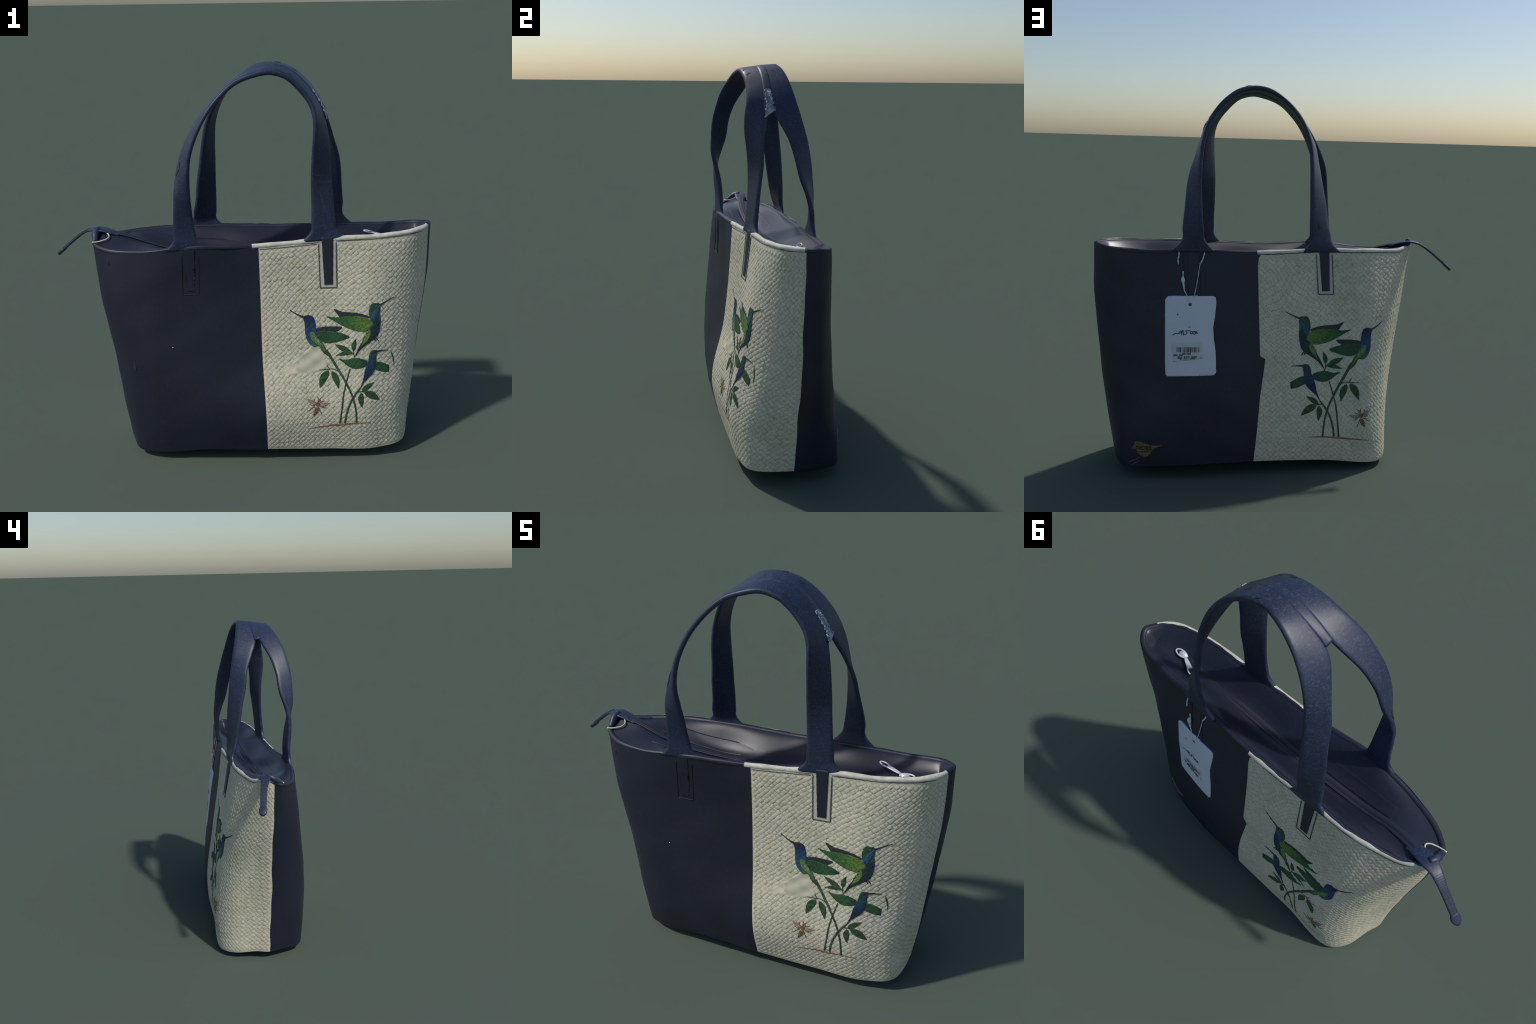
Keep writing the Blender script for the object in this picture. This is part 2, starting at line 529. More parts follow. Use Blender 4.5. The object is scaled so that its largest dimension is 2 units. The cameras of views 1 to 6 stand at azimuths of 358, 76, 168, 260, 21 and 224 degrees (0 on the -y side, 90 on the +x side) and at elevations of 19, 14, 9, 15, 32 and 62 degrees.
# rolled rim in four lengths, then the sunken lining between the rims
def rim_roll(name, u0, u1, r, mat, n, a0, a1, out=0.0, ragged=0.0):
    """Rolled edge between two angles of its round section; a1 may be ragged."""
    u = np.linspace(u0, u1, n)
    z = rim_z(u)-ROLL
    p = body(u, z); nn = body_normal(u, z); nn[:, 2] = 0
    nn /= np.linalg.norm(nn, axis=1, keepdims=True)
    jag = ragged*(np.sin(u*23)*np.sin(u*11+2)+.6*np.sin(u*57+1)*np.sin(u*31))
    start = a0 - .35*np.abs(np.roll(jag, 7))
    ang = start[None, :]*np.pi + (a1+jag-start)[None, :]*np.pi*np.linspace(0, 1, 14)[:, None]
    c = p - nn*(r*.92)
    rr = r*(1+.10*np.sin(u*23)*np.sin(u*11+2))
    P = c[None] + rr[None, :, None]*(nn[None]*np.cos(ang)[..., None] + np.array([0, 0, 1.])*np.sin(ang)[..., None])
    return link(name, grid_mesh(name, P + nn[None]*out + [0, 0, out], False, False), mat, bag)


for a, b in ((0, KS_F), (KS_F, KS_R), (KS_R, KS_B), (KS_B, LOOP)):
    rim_roll("rim", a, b, ROLL, NAVY, 160, -.35, 1.25)
def u_of(side, x):
    return float(u_at(side, np.array([x]), np.array([1.16]))[0])


for a, b, top in ((KS_F-.031, u_of("front", .381), .54), (u_of("front", .437), KS_R-.01, .56),
                  (KS_B-.005, u_of("back", -.184), .40), (u_of("back", -.242), LOOP-.06, .40)):
    rim_roll("rim_fold", a, b, ROLL, FOLD, 150, -.08, top, .0014, .07)

U = np.linspace(0, LOOP, 360, endpoint=False)
zr = rim_z(U)-ROLL*.55
edge = body(U, zr); nn = body_normal(U, zr); nn[:, 2] = 0
nn /= np.linalg.norm(nn, axis=1, keepdims=True)
edge = edge - nn*ROLL*1.75
axis_x = np.clip(edge[:, 0], -.70, .89)
axis_y = np.interp(axis_x, [-.70, -.4, .2, .7, .89], [.022, -.012, -.014, -.012, .03])


def sink(x):
    return hermite([.0, .006, .026, .058, .086, .082, .064, .050, .036, .012], [-.80, -.58, -.50, -.40, -.20, .15, .36, .55, .80, .95], np.clip(x, -.79, .94))


rows = []
for t in np.linspace(0, 1, 26):
    p = edge.copy()
    p[:, 0] += (axis_x-edge[:, 0])*t; p[:, 1] += (axis_y-edge[:, 1])*t
    d = sink(p[:, 0])
    base_z = edge[:, 2]*(1-t) + t*np.interp(p[:, 0], [-.74, -.6, -.4], [1.184, 1.172, 1.160])
    p[:, 2] = base_z - d*np.sin(min(t*1.08, 1)*np.pi/2)**1.45 + .006*np.sin(p[:, 0]*14+1)*np.sin(t*np.pi)
    rows.append(p)
LIN = np.array(rows)
link("lining", grid_mesh("lining", LIN, True), LINING, bag)


def lining_z(x, y):
    d = (LIN[..., 0]-x)**2 + (LIN[..., 1]-y)**2
    return float(LIN.reshape(-1, 3)[d.reshape(-1).argmin(), 2])


# zip: tape, teeth line, flaps beside it, slider and pull
zipper = bpy.data.objects.new("zip", None); COL.objects.link(zipper); zipper.parent = bag


def ribbon(name, centre, width, thick, mat, parent, kind=None):
    """Flat band lying roughly level, with rounded long edges."""
    c = np.asarray(centre, float); n = len(c)
    w = np.broadcast_to(np.asarray(width, float), (n,))
    t = np.gradient(c, axis=0); t /= np.linalg.norm(t, axis=1, keepdims=True)
    side = np.cross(t, [0, 0, 1.0]); side /= np.linalg.norm(side, axis=1, keepdims=True)
    nrm = np.cross(side, t)
    ang = np.linspace(0, 2*np.pi, 16, endpoint=False)
    cs, sn = np.sign(np.cos(ang))*np.abs(np.cos(ang))**.5, np.sign(np.sin(ang))*np.abs(np.sin(ang))**.5
    P = c[:, None] + side[:, None]*(w[:, None]*.5*cs[None])[..., None] + nrm[:, None]*(thick*.5*sn)[None, :, None]
    me = grid_mesh(name, P, True)
    bm = bmesh.new(); bm.from_mesh(me)
    bmesh.ops.holes_fill(bm, edges=[e for e in bm.edges if e.is_boundary])
    bmesh.ops.recalc_face_normals(bm, faces=bm.faces)
    bm.to_mesh(me); bm.free()
    return link(name, me, mat, parent, kind=kind)


zx = np.linspace(-.70, .76, 70)
zy = np.interp(zx, [-.70, -.62, -.5, -.3, .2, .76], [.024, .012, -.006, -.012, -.014, -.012])
zc = np.array([(x, y, lining_z(x, y)+float(np.interp(x, [-.1, .4], [.002, -.0015]))) for x, y in zip(zx, zy)])
zc[:, 2] = np.convolve(np.pad(zc[:, 2], 3, "edge"), np.ones(7)/7, "valid")
ribbon("zip_tape", zc, .040, .006, TAPE, zipper)
ribbon("zip_teeth", zc+[0, 0, .002], .012, .005, NAVY_THREAD, zipper)

# long flaps stitched either side of the zip
def flap(s0, s1, x0, x1):
    xs = np.linspace(x0, x1, 60); g = np.linspace(0, 1, 12)
    P = np.zeros((12, 60, 3))
    for a, k in enumerate(g):
        for b, x in enumerate(xs):
            y = np.interp(x, zx, zy) + s0 + (s1-s0)*k
            P[a, b] = (x, y, 0)
    rim_in = .02
    for b, x in enumerate(xs):
        for a in range(12):
            P[a, b, 2] = lining_z(P[a, b, 0], P[a, b, 1]) + float(np.interp(x, [-.56, -.535, -.47, -.1, .25], [-.007, -.005, .0022, .001, -.006]))
    Z = P[..., 2]
    for _ in range(3):
        Z[:, 1:-1] = (Z[:, :-2]+Z[:, 1:-1]+Z[:, 2:])/3
        Z[1:-1] = (Z[:-2]+Z[1:-1]+Z[2:])/3
    me = grid_mesh("zip_flap", P, False, s1 < s0)
    ob = link("zip_flap", me, LINING, zipper)
    m = ob.modifiers.new("thick", "SOLIDIFY"); m.thickness = .003; m.offset = -1
    return ob


flap(-.026, -.085, -.50, .40)
flap(.026, .085, -.555, .36)

sl = np.array([.745, -.012, lining_z(.745, -.012)+.008])
tube("zip_slider", [sl+[-.02, 0, 0], sl+[-.005, 0, .004], sl+[.018, 0, .003], sl+[.03, 0, -.002]], [.010, .016, .015, .006], METAL, zipper, 10, flat=.6)
ring = [(.03*math.cos(a)*1.1+.015, .016*math.sin(a), .004) for a in np.linspace(0, 2*np.pi, 25)]
tube("zip_pull_eye", [sl+np.array(p) for p in ring], .004, METAL, zipper, 6)
d0, d1 = sl+[-.018, .006, .006], np.array([.632, .040, sl[2]+.020])
dv = (d1-d0)
ribbon("zip_pull", [d0+dv*t for t in np.linspace(0, .68, 8)], [.013, .016, .018, .02, .021, .022, .023, .024], .006, METAL, zipper)
pr = d0+dv*.84; ax = dv/np.linalg.norm(dv); px_ = np.cross(ax, [0, 0, 1]); px_ /= np.linalg.norm(px_)
tube("zip_pull_ring", [pr + ax*.026*math.cos(a) + px_*.012*math.sin(a) for a in np.linspace(0, 2*np.pi, 25)], .0038, METAL, zipper, 6)

# zip tail hanging out over the narrow end
tail = spline([(-.62, .014, 1.166), (-.69, .024, 1.186), (-.742, .034, 1.191), (-.778, .045, 1.183), (-.818, .059, 1.160), (-.868, .073, 1.120), (-.910, .084, 1.084), (-.938, .091, 1.060)], 40)
wt = np.interp(np.linspace(0, 1, 40), [0, .3, .42, .6, 1], [.05, .072, .052, .038, .035])
ribbon("zip_tail", tail, wt, .012, STRAP, zipper)
for k in range(18, 38):
    c = tail[k]; t = tail[k+1]-tail[k-1]; t /= np.linalg.norm(t)
    s = np.cross(t, [0, 0, 1]); s /= np.linalg.norm(s); n = np.cross(s, t)
    if k == 18:
        ridges = []
    ridges.append([c + s*wt[k]*.46*q + n*(.0068 if n[2] > 0 else -.0068) for q in np.linspace(-1, 1, 6)])
rv, rf = [], []
for r in ridges:
    b = len(rv); r = np.array(r)
    t = (tail[30]-tail[24]); t /= np.linalg.norm(t)
    for q in r:
        rv += [q-t*.0016-[0, 0, .002], q+[0, 0, .0012], q+t*.0016-[0, 0, .002]]
    for a in range(5):
        rf += [(b+a*3, b+a*3+1, b+a*3+4, b+a*3+3), (b+a*3+1, b+a*3+2, b+a*3+5, b+a*3+4)]
link("zip_tail_teeth", mesh_from("zip_tail_teeth", rv, rf), TAPE, zipper, kind="stuff")
ribbon("zip_tail_end", spline([(-.920, .086, 1.075), (-.939, .092, 1.058), (-.957, .098, 1.041)], 10), [.034, .040, .044, .046, .046, .044, .041, .036, .030, .018], .016, STRAP, zipper)
# gathered corners beside the tail, and the pale piped loop round the pocket
tube("corner_gather", spline([(-.735, -.055, 1.150), (-.738, -.030, 1.165), (-.738, .000, 1.184), (-.725, .030, 1.192)], 14), [.012, .013, .014, .015, .016, .017, .018, .018, .018, .018, .018, .017, .016, .014], STRAP, bag, 10)
tube("corner_gather", spline([(-.742, .026, 1.186), (-.712, .050, 1.172), (-.66, .070, 1.156), (-.58, .092, 1.154)], 14), [.006, .008, .009, .009, .009, .009, .009, .009, .009, .009, .008, .007, .006, .004], STRAP, bag, 10)
tube("corner_piping", spline([(-.748, -.066, 1.152), (-.728, -.064, 1.152), (-.700, -.056, 1.156), (-.676, -.043, 1.162), (-.668, -.028, 1.168), (-.676, -.010, 1.176), (-.690, .004, 1.184)], 30), .0036, FOLD, bag, 8)

# -------------------------------------------------------------------- handles
# Each strap: outer edge and inner edge, from the left foot over the arch.
FRONT_STRAP = [
    ((-.378, -.196, 1.142), (-.176, -.184, 1.148)), ((-.345, -.196, 1.175), (-.212, -.186, 1.180)),
    ((-.335, -.194, 1.240), (-.230, -.184, 1.240)), ((-.327, -.203, 1.350), (-.241, -.192, 1.350)),
    ((-.321, -.200, 1.430), (-.245, -.212, 1.430)), ((-.306, -.175, 1.510), (-.247, -.236, 1.515)),
    ((-.283, -.145, 1.595), (-.242, -.236, 1.593)), ((-.238, -.130, 1.700), (-.210, -.229, 1.700)),
    ((-.184, -.108, 1.785), (-.172, -.215, 1.780)), ((-.108, -.072, 1.868), (-.114, -.198, 1.859)),
    ((-.020, -.050, 1.932), (-.028, -.168, 1.932)), ((.060, -.046, 1.974), (.055, -.160, 1.962)),
    ((.145, -.046, 1.989), (.135, -.150, 1.973)), ((.220, -.046, 1.974), (.215, -.148, 1.949)),
    ((.295, -.046, 1.919), (.280, -.145, 1.885)), ((.350, -.048, 1.845), (.322, -.150, 1.818)),
    ((.383, -.052, 1.775), (.336, -.160, 1.755)), ((.404, -.070, 1.700), (.335, -.163, 1.670)),
    ((.418, -.088, 1.610), (.331, -.156, 1.590)), ((.426, -.096, 1.500), (.328, -.150, 1.500)),
    ((.435, -.112, 1.400), (.329, -.147, 1.400)), ((.450, -.130, 1.260), (.331, -.154, 1.260)),
    ((.460, -.136, 1.205), (.325, -.158, 1.205)), ((.506, -.143, 1.166), (.282, -.160, 1.160))]
BACK_STRAP = [
    ((-.310, .148, 1.152), (-.090, .154, 1.156)), ((-.268, .148, 1.185), (-.128, .157, 1.190)),
    ((-.250, .125, 1.250), (-.133, .155, 1.250)), ((-.238, .110, 1.300), (-.133, .155, 1.310)),
    ((-.226, .090, 1.400), (-.134, .152, 1.400)), ((-.207, .068, 1.510), (-.134, .146, 1.500)),
    ((-.190, .040, 1.613), (-.134, .136, 1.605)), ((-.168, .024, 1.715), (-.126, .120, 1.720)),
    ((-.132, -.012, 1.800), (-.104, .104, 1.800)), ((-.092, -.042, 1.868), (-.062, .084, 1.878)),
    ((-.020, -.054, 1.930), (-.003, .064, 1.942)), ((.050, -.054, 1.970), (.062, .049, 1.983)),
    ((.142, -.054, 1.990), (.145, .036, 1.998)), ((.220, -.054, 1.976), (.225, .043, 1.983)),
    ((.295, -.054, 1.920), (.292, .054, 1.943)), ((.350, -.052, 1.847), (.352, .067, 1.876)),
    ((.390, -.044, 1.778), (.390, .082, 1.807)), ((.418, -.016, 1.716), (.420, .106, 1.712)),
    ((.450, .026, 1.635), (.431, .128, 1.630)), ((.484, .053, 1.540), (.435, .146, 1.530)),
    ((.500, .074, 1.452), (.434, .155, 1.440)), ((.510, .103, 1.380), (.430, .160, 1.370)),
    ((.524, .130, 1.284), (.420, .157, 1.270)), ((.530, .136, 1.210), (.408, .153, 1.210)),
    ((.580, .132, 1.160), (.362, .150, 1.158))]


def strap(stations, inward):
    o = np.array([a for a, b in stations]); i = np.array([b for a, b in stations])
    mid = (o+i)/2
    k = np.concatenate([[0], np.cumsum(np.linalg.norm(np.diff(mid, axis=0), axis=1))])
    t = np.linspace(0, k[-1]-1e-9, 220)
    O, I = hermite(o, k, t), hermite(i, k, t)
    for e in (O, I):
        e[:, 1] += (-.010 if inward > 0 else .002)*smoothstep(1.5, 1.75, e[:, 2])
        e[:, 2] += .004*smoothstep(1.6, 1.85, e[:, 2])
    # rows of leatherette never lie dead flat: slow ripples along the edges
    c = (O+I)/2; w = np.linalg.norm(I-O, axis=1); wd = (I-O)/w[:, None]
    tan = np.gradient(c, axis=0); tan /= np.linalg.norm(tan, axis=1, keepdims=True)
    n = np.cross(wd, tan); n /= np.linalg.norm(n, axis=1, keepdims=True)
    thick = .026 + .003*np.sin(t*7)
    if n[110, 2] < 0:
        n = -n
    c = c - n*(thick*.5*smoothstep(.15, .8, n[:, 2]))[:, None]
    ang = np.linspace(0, 2*np.pi, 28, endpoint=False)
    cs = np.sign(np.cos(ang))*np.abs(np.cos(ang))**.42
    sn = np.sign(np.sin(ang))*np.abs(np.sin(ang))**.62
    crown = 1+.0*cs
    P = c[:, None] + wd[:, None]*(w[:, None]*.5*cs[None])[..., None] + n[:, None]*(thick[:, None]*.5*sn[None]*crown)[..., None]
    me = grid_mesh("handle", P, True)
    bm = bmesh.new(); bm.from_mesh(me)
    bmesh.ops.holes_fill(bm, edges=[e for e in bm.edges if e.is_boundary])
    bmesh.ops.recalc_face_normals(bm, faces=bm.faces)
    bm.to_mesh(me); bm.free()
    ob = link("handle", me, STRAP, bag)
    ob["kind"] = "handle"
    return O, I, c, n, wd, w, thick


FS = strap(FRONT_STRAP, 1)
BS = strap(BACK_STRAP, -1)


# --------------------------------------------- flat pieces laid on the bag skin
def fill_outline(poly, spacing):
    """Triangulate a closed 2D outline with inner points, so it can bend."""
    poly = [Vector(p) for p in poly]
    xs = [p.x for p in poly]; ys = [p.y for p in poly]
    pts = list(poly)
    def inside(p):
        c = False
        for a, b in zip(poly, poly[1:]+poly[:1]):
            if (a.y > p[1]) != (b.y > p[1]) and p[0] < (b.x-a.x)*(p[1]-a.y)/(b.y-a.y)+a.x:
                c = not c
        return c
    x = min(xs)+spacing*.5
    while x < max(xs):
        y = min(ys)+spacing*.5
        while y < max(ys):
            if inside((x, y)):
                pts.append(Vector((x, y)))
            y += spacing
        x += spacing
    n = len(poly)
    edges = [(i, (i+1) % n) for i in range(n)]
    v, e, f, *_ = geometry.delaunay_2d_cdt(pts, edges, [], 0, 1e-5)
    f = [tri for tri in f if inside(tuple(sum((v[i] for i in tri), Vector((0, 0)))/len(tri)))]
    return np.array([tuple(q) for q in v]), [tuple(t) for t in f]


def resample(poly, step, closed=True):
    p = np.asarray(poly, float)
    if closed:
        p = np.vstack([p, p[:1]])
    out = []
    for a, b in zip(p[:-1], p[1:]):
        n = max(1, int(np.linalg.norm(b-a)/step))
        out += [a+(b-a)*k/n for k in range(n)]
    if not closed:
        out.append(p[-1])
    return np.array(out)


def smooth_outline(poly, n=6):
    p = np.asarray(poly, float); m = len(p)
    out = []
    for i in range(m):
        a, b, c, d = p[i-1], p[i], p[(i+1) % m], p[(i+2) % m]
        for t in np.linspace(0, 1, n, endpoint=False):
            out.append(.5*((2*b)+(c-a)*t+(2*a-5*b+4*c-d)*t*t+(3*b-a-3*c+d)*t**3))
    return np.array(out)


def lay(name, poly, side, mat, parent, lift=.0012, spacing=.005, plain=False, thick=.0016, kind=None):
    """A thin piece with its own edge, following the skin of one face."""
    v, f = fill_outline([tuple(p) for p in resample(poly, spacing)], spacing)
    if not f:
        return None
    u = u_at(side, v[:, 0], v[:, 1])
    if plain:
        P = body(u, v[:, 1]) + body_normal(u, v[:, 1])*(lift+slack(u, v[:, 1]))[:, None]
    else:
        P = skin(side, u, v[:, 1], lift)
    nrm = body_normal(u, v[:, 1])
    bm = bmesh.new()
    vs = [bm.verts.new(p) for p in P]
    for t in f:
        try:
            bm.faces.new([vs[i] for i in t])
        except ValueError:
            pass
    bm.normal_update()
    # make faces look outward
    for face in bm.faces:
        j = min(range(len(P)), key=lambda q: 0) if False else None
    flipped = [fc for fc in bm.faces if fc.normal.y*(-1 if side == "front" else 1) < 0]
    bmesh.ops.reverse_faces(bm, faces=flipped)
    rim = [e for e in bm.edges if e.is_boundary]
    g = bmesh.ops.extrude_edge_only(bm, edges=rim)
    sgn = -1 if side == "front" else 1
    for q in g["geom"]:
        if isinstance(q, bmesh.types.BMVert):
            q.co.y -= sgn*(thick+lift)
    bmesh.ops.recalc_face_normals(bm, faces=bm.faces)
    top = max(bm.faces, key=lambda fc: fc.calc_area())
    bm.normal_update()
    if sum(fc.normal.y*fc.calc_area() for fc in bm.faces)*sgn < 0:
        bmesh.ops.reverse_faces(bm, faces=bm.faces)
    me = bpy.data.meshes.new(name); bm.to_mesh(me); bm.free()
    return link(name, me, mat, parent, kind=kind)


def stroke(points, widths):
    """Outline of a tapering brush stroke along a curve."""
    n = 6*len(points)
    p = spline(points, n); w = np.interp(np.linspace(0, 1, n), np.linspace(0, 1, len(widths)), widths)
    t = np.gradient(p, axis=0); t /= np.linalg.norm(t, axis=1, keepdims=True)
    s = np.stack([-t[:, 1], t[:, 0]], 1)*w[:, None]*.5
    return np.vstack([p+s, (p-s)[::-1]])


def leaf_outline(base, tip, width, bend=.08, n=14):
    b, t = np.array(base), np.array(tip); a = t-b; L = np.linalg.norm(a); a /= L
    s = np.array([-a[1], a[0]])
    k = np.linspace(0, 1, n)
    prof = np.sin(np.pi*k**.8)**.9*(1-.25*k)
    mid = b + a*(k*L)[:, None] + s*(bend*L*np.sin(np.pi*k))[:, None]
    return np.vstack([mid+s*(prof*width*.5)[:, None], (mid-s*(prof*width*.5)[:, None])[-2:0:-1]])


# strap tabs, their smooth borders and the stitching round them
def tab(side, cx_top, cx_bot, z_bot, z_top, hw, border_mat, thread):
    proud = .0042 if border_mat else .0010
    h2 = hw+.019
    b = [(cx_top-h2, z_top), (cx_top+h2, z_top), (cx_bot+h2*.96, z_bot-.016), (cx_bot-h2*.96, z_bot-.016)]
    if border_mat:
        lay("tab_border", b, side, border_mat, bag, .0016, .008, True)
    t = [(cx_top-hw*1.15, z_top+.018), (cx_top+hw*1.15, z_top+.018), (cx_bot+hw*.85, z_bot), (cx_bot-hw*.85, z_bot)]
    lay("strap_tab", t, side, PATCHED if border_mat else NAVY, bag, proud, .008, True, .003)
    path = resample([(b[0][0], b[0][1]-.012), b[3], b[2], (b[1][0], b[1][1]-.012)], .006, False)
    path = path + np.array([[.0011*math.sin(i*1.9), .0011*math.cos(i*2.3)] for i in range(len(path))])
    u = u_at(side, path[:, 0], path[:, 1])
    P = body(u, path[:, 1]) + body_normal(u, path[:, 1])*((.0026 if border_mat else .0004)+slack(u, path[:, 1]))[:, None]
    tube("tab_stitching", P, .0021, thread, bag, 6, kind="stuff")


tab("front", .408, .416, .946, 1.163, .0245, SMOOTH, THREAD)
tab("front", -.258, -.262, .935, 1.135, .022, None, NAVY_THREAD)
tab("back", -.212, -.218, .953, 1.150, .024, SMOOTH, THREAD)
tab("back", .478, .478, .945, 1.150, .022, None, NAVY_THREAD)

# stitch line under the hem of the woven panels
for side, x0, x1 in (("front", .08, .36), ("front", .46, .90), ("back", -.155, .12), ("back", -.68, -.26)):
    xs = np.arange(x0, x1, .012); zt = rim_z(u_at(side, xs, np.full(xs.shape, 1.15)))
    depth = .026 if side == "front" and x0 < .3 else .020
    z = zt-depth+.001*np.sin(np.arange(len(xs))*2.1)
    u = u_at(side, xs, z)
    tube("hem_stitching", body(u, z)+body_normal(u, z)*.0008, .0016, THREAD, bag, 6, kind="stuff")

# ------------------------------------------------------------ the printed motif
MOTIF = {
    "beak1": [(.223, .822), (.254, .801), (.291, .784)],
    "body1": [(.289, .785), (.311, .793), (.334, .788), (.346, .768), (.352, .736), (.357, .706), (.369, .670), (.391, .643), (.407, .609), (.420, .579), (.397, .592), (.381, .610), (.367, .633), (.342, .631), (.316, .652), (.302, .682), (.298, .718), (.296, .754)],
    "wing1": [(.354, .699), (.380, .711), (.426, .709), (.472, .700), (.520, .679), (.483, .661), (.437, .649), (.397, .650), (.371, .668)],
    "dark1": [(.352, .722), (.391, .732), (.437, .732), (.483, .728), (.454, .706), (.403, .704), (.358, .700)],
    "beak2": [(.744, .868), (.708, .850), (.666, .833)],
    "body2": [(.672, .837), (.653, .846), (.631, .844), (.619, .824), (.616, .795), (.622, .768), (.630, .737), (.621, .717), (.604, .700), (.593, .677), (.582, .650), (.564, .617), (.550, .580), (.576, .612), (.602, .633), (.629, .650), (.657, .670), (.670, .693), (.677, .741), (.674, .790)],
    "wing2": [(.405, .784), (.448, .778), (.494, .782), (.540, .785), (.585, .779), (.620, .765), (.640, .740), (.627, .716), (.598, .704), (.558, .708), (.517, .721), (.480, .739), (.440, .763)],
    "dark2": [(.442, .822), (.482, .807), (.539, .802), (.585, .793), (.622, .775), (.574, .772), (.528, .776), (.477, .777), (.458, .797)],
    "beak3": [(.722, .593), (.691, .595), (.654, .595)],
    "body3": [(.663, .596), (.651, .603), (.633, .601), (.621, .584), (.617, .555), (.605, .527), (.596, .492), (.591, .463), (.578, .426), (.568, .399), (.591, .439), (.613, .461), (.643, .490), (.655, .523), (.658, .568)],
    "wing3": [(.466, .566), (.501, .560), (.541, .569), (.582, .564), (.612, .549), (.604, .528), (.577, .516), (.541, .515), (.513, .529), (.487, .549)],
    "wing3r": [(.650, .545), (.685, .536), (.728, .511), (.726, .478), (.692, .485), (.650, .504)],
}
LEAVES = [((.521, .610), (.446, .641), .030, .05), ((.536, .596), (.452, .581), .024, -.05), ((.540, .606), (.553, .669), .027, .05),
          ((.415, .507), (.370, .419), .042, -.06), ((.433, .503), (.466, .412), .036, .06), ((.583, .399), (.647, .439), .030, .03),
          ((.594, .395), (.678, .340), .040, .05), ((.580, .391), (.586, .311), .033, -.05)]
TWIGS = [([(.518, .611), (.539, .592), (.550, .565)], .005), ([(.469, .502), (.438, .514), (.410, .512), (.368, .511)], .0045),
         ([(.420, .515), (.407, .534)], .004), ([(.562, .396), (.580, .397), (.597, .395)], .005), ([(.538, .613), (.541, .598), (.546, .575)], .0045)]
STEMS = [([(.404, .612), (.449, .537), (.501, .448), (.536, .371), (.552, .310), (.560, .225)], [.014, .013, .011, .010, .009, .009]),
         ([(.524, .516), (.507, .454), (.492, .389), (.484, .315), (.475, .224)], [.006, .007, .008, .008, .009]),
         ([(.574, .415), (.542, .371), (.519, .322), (.506, .272), (.500, .225)], [.008, .010, .010, .010, .010])]


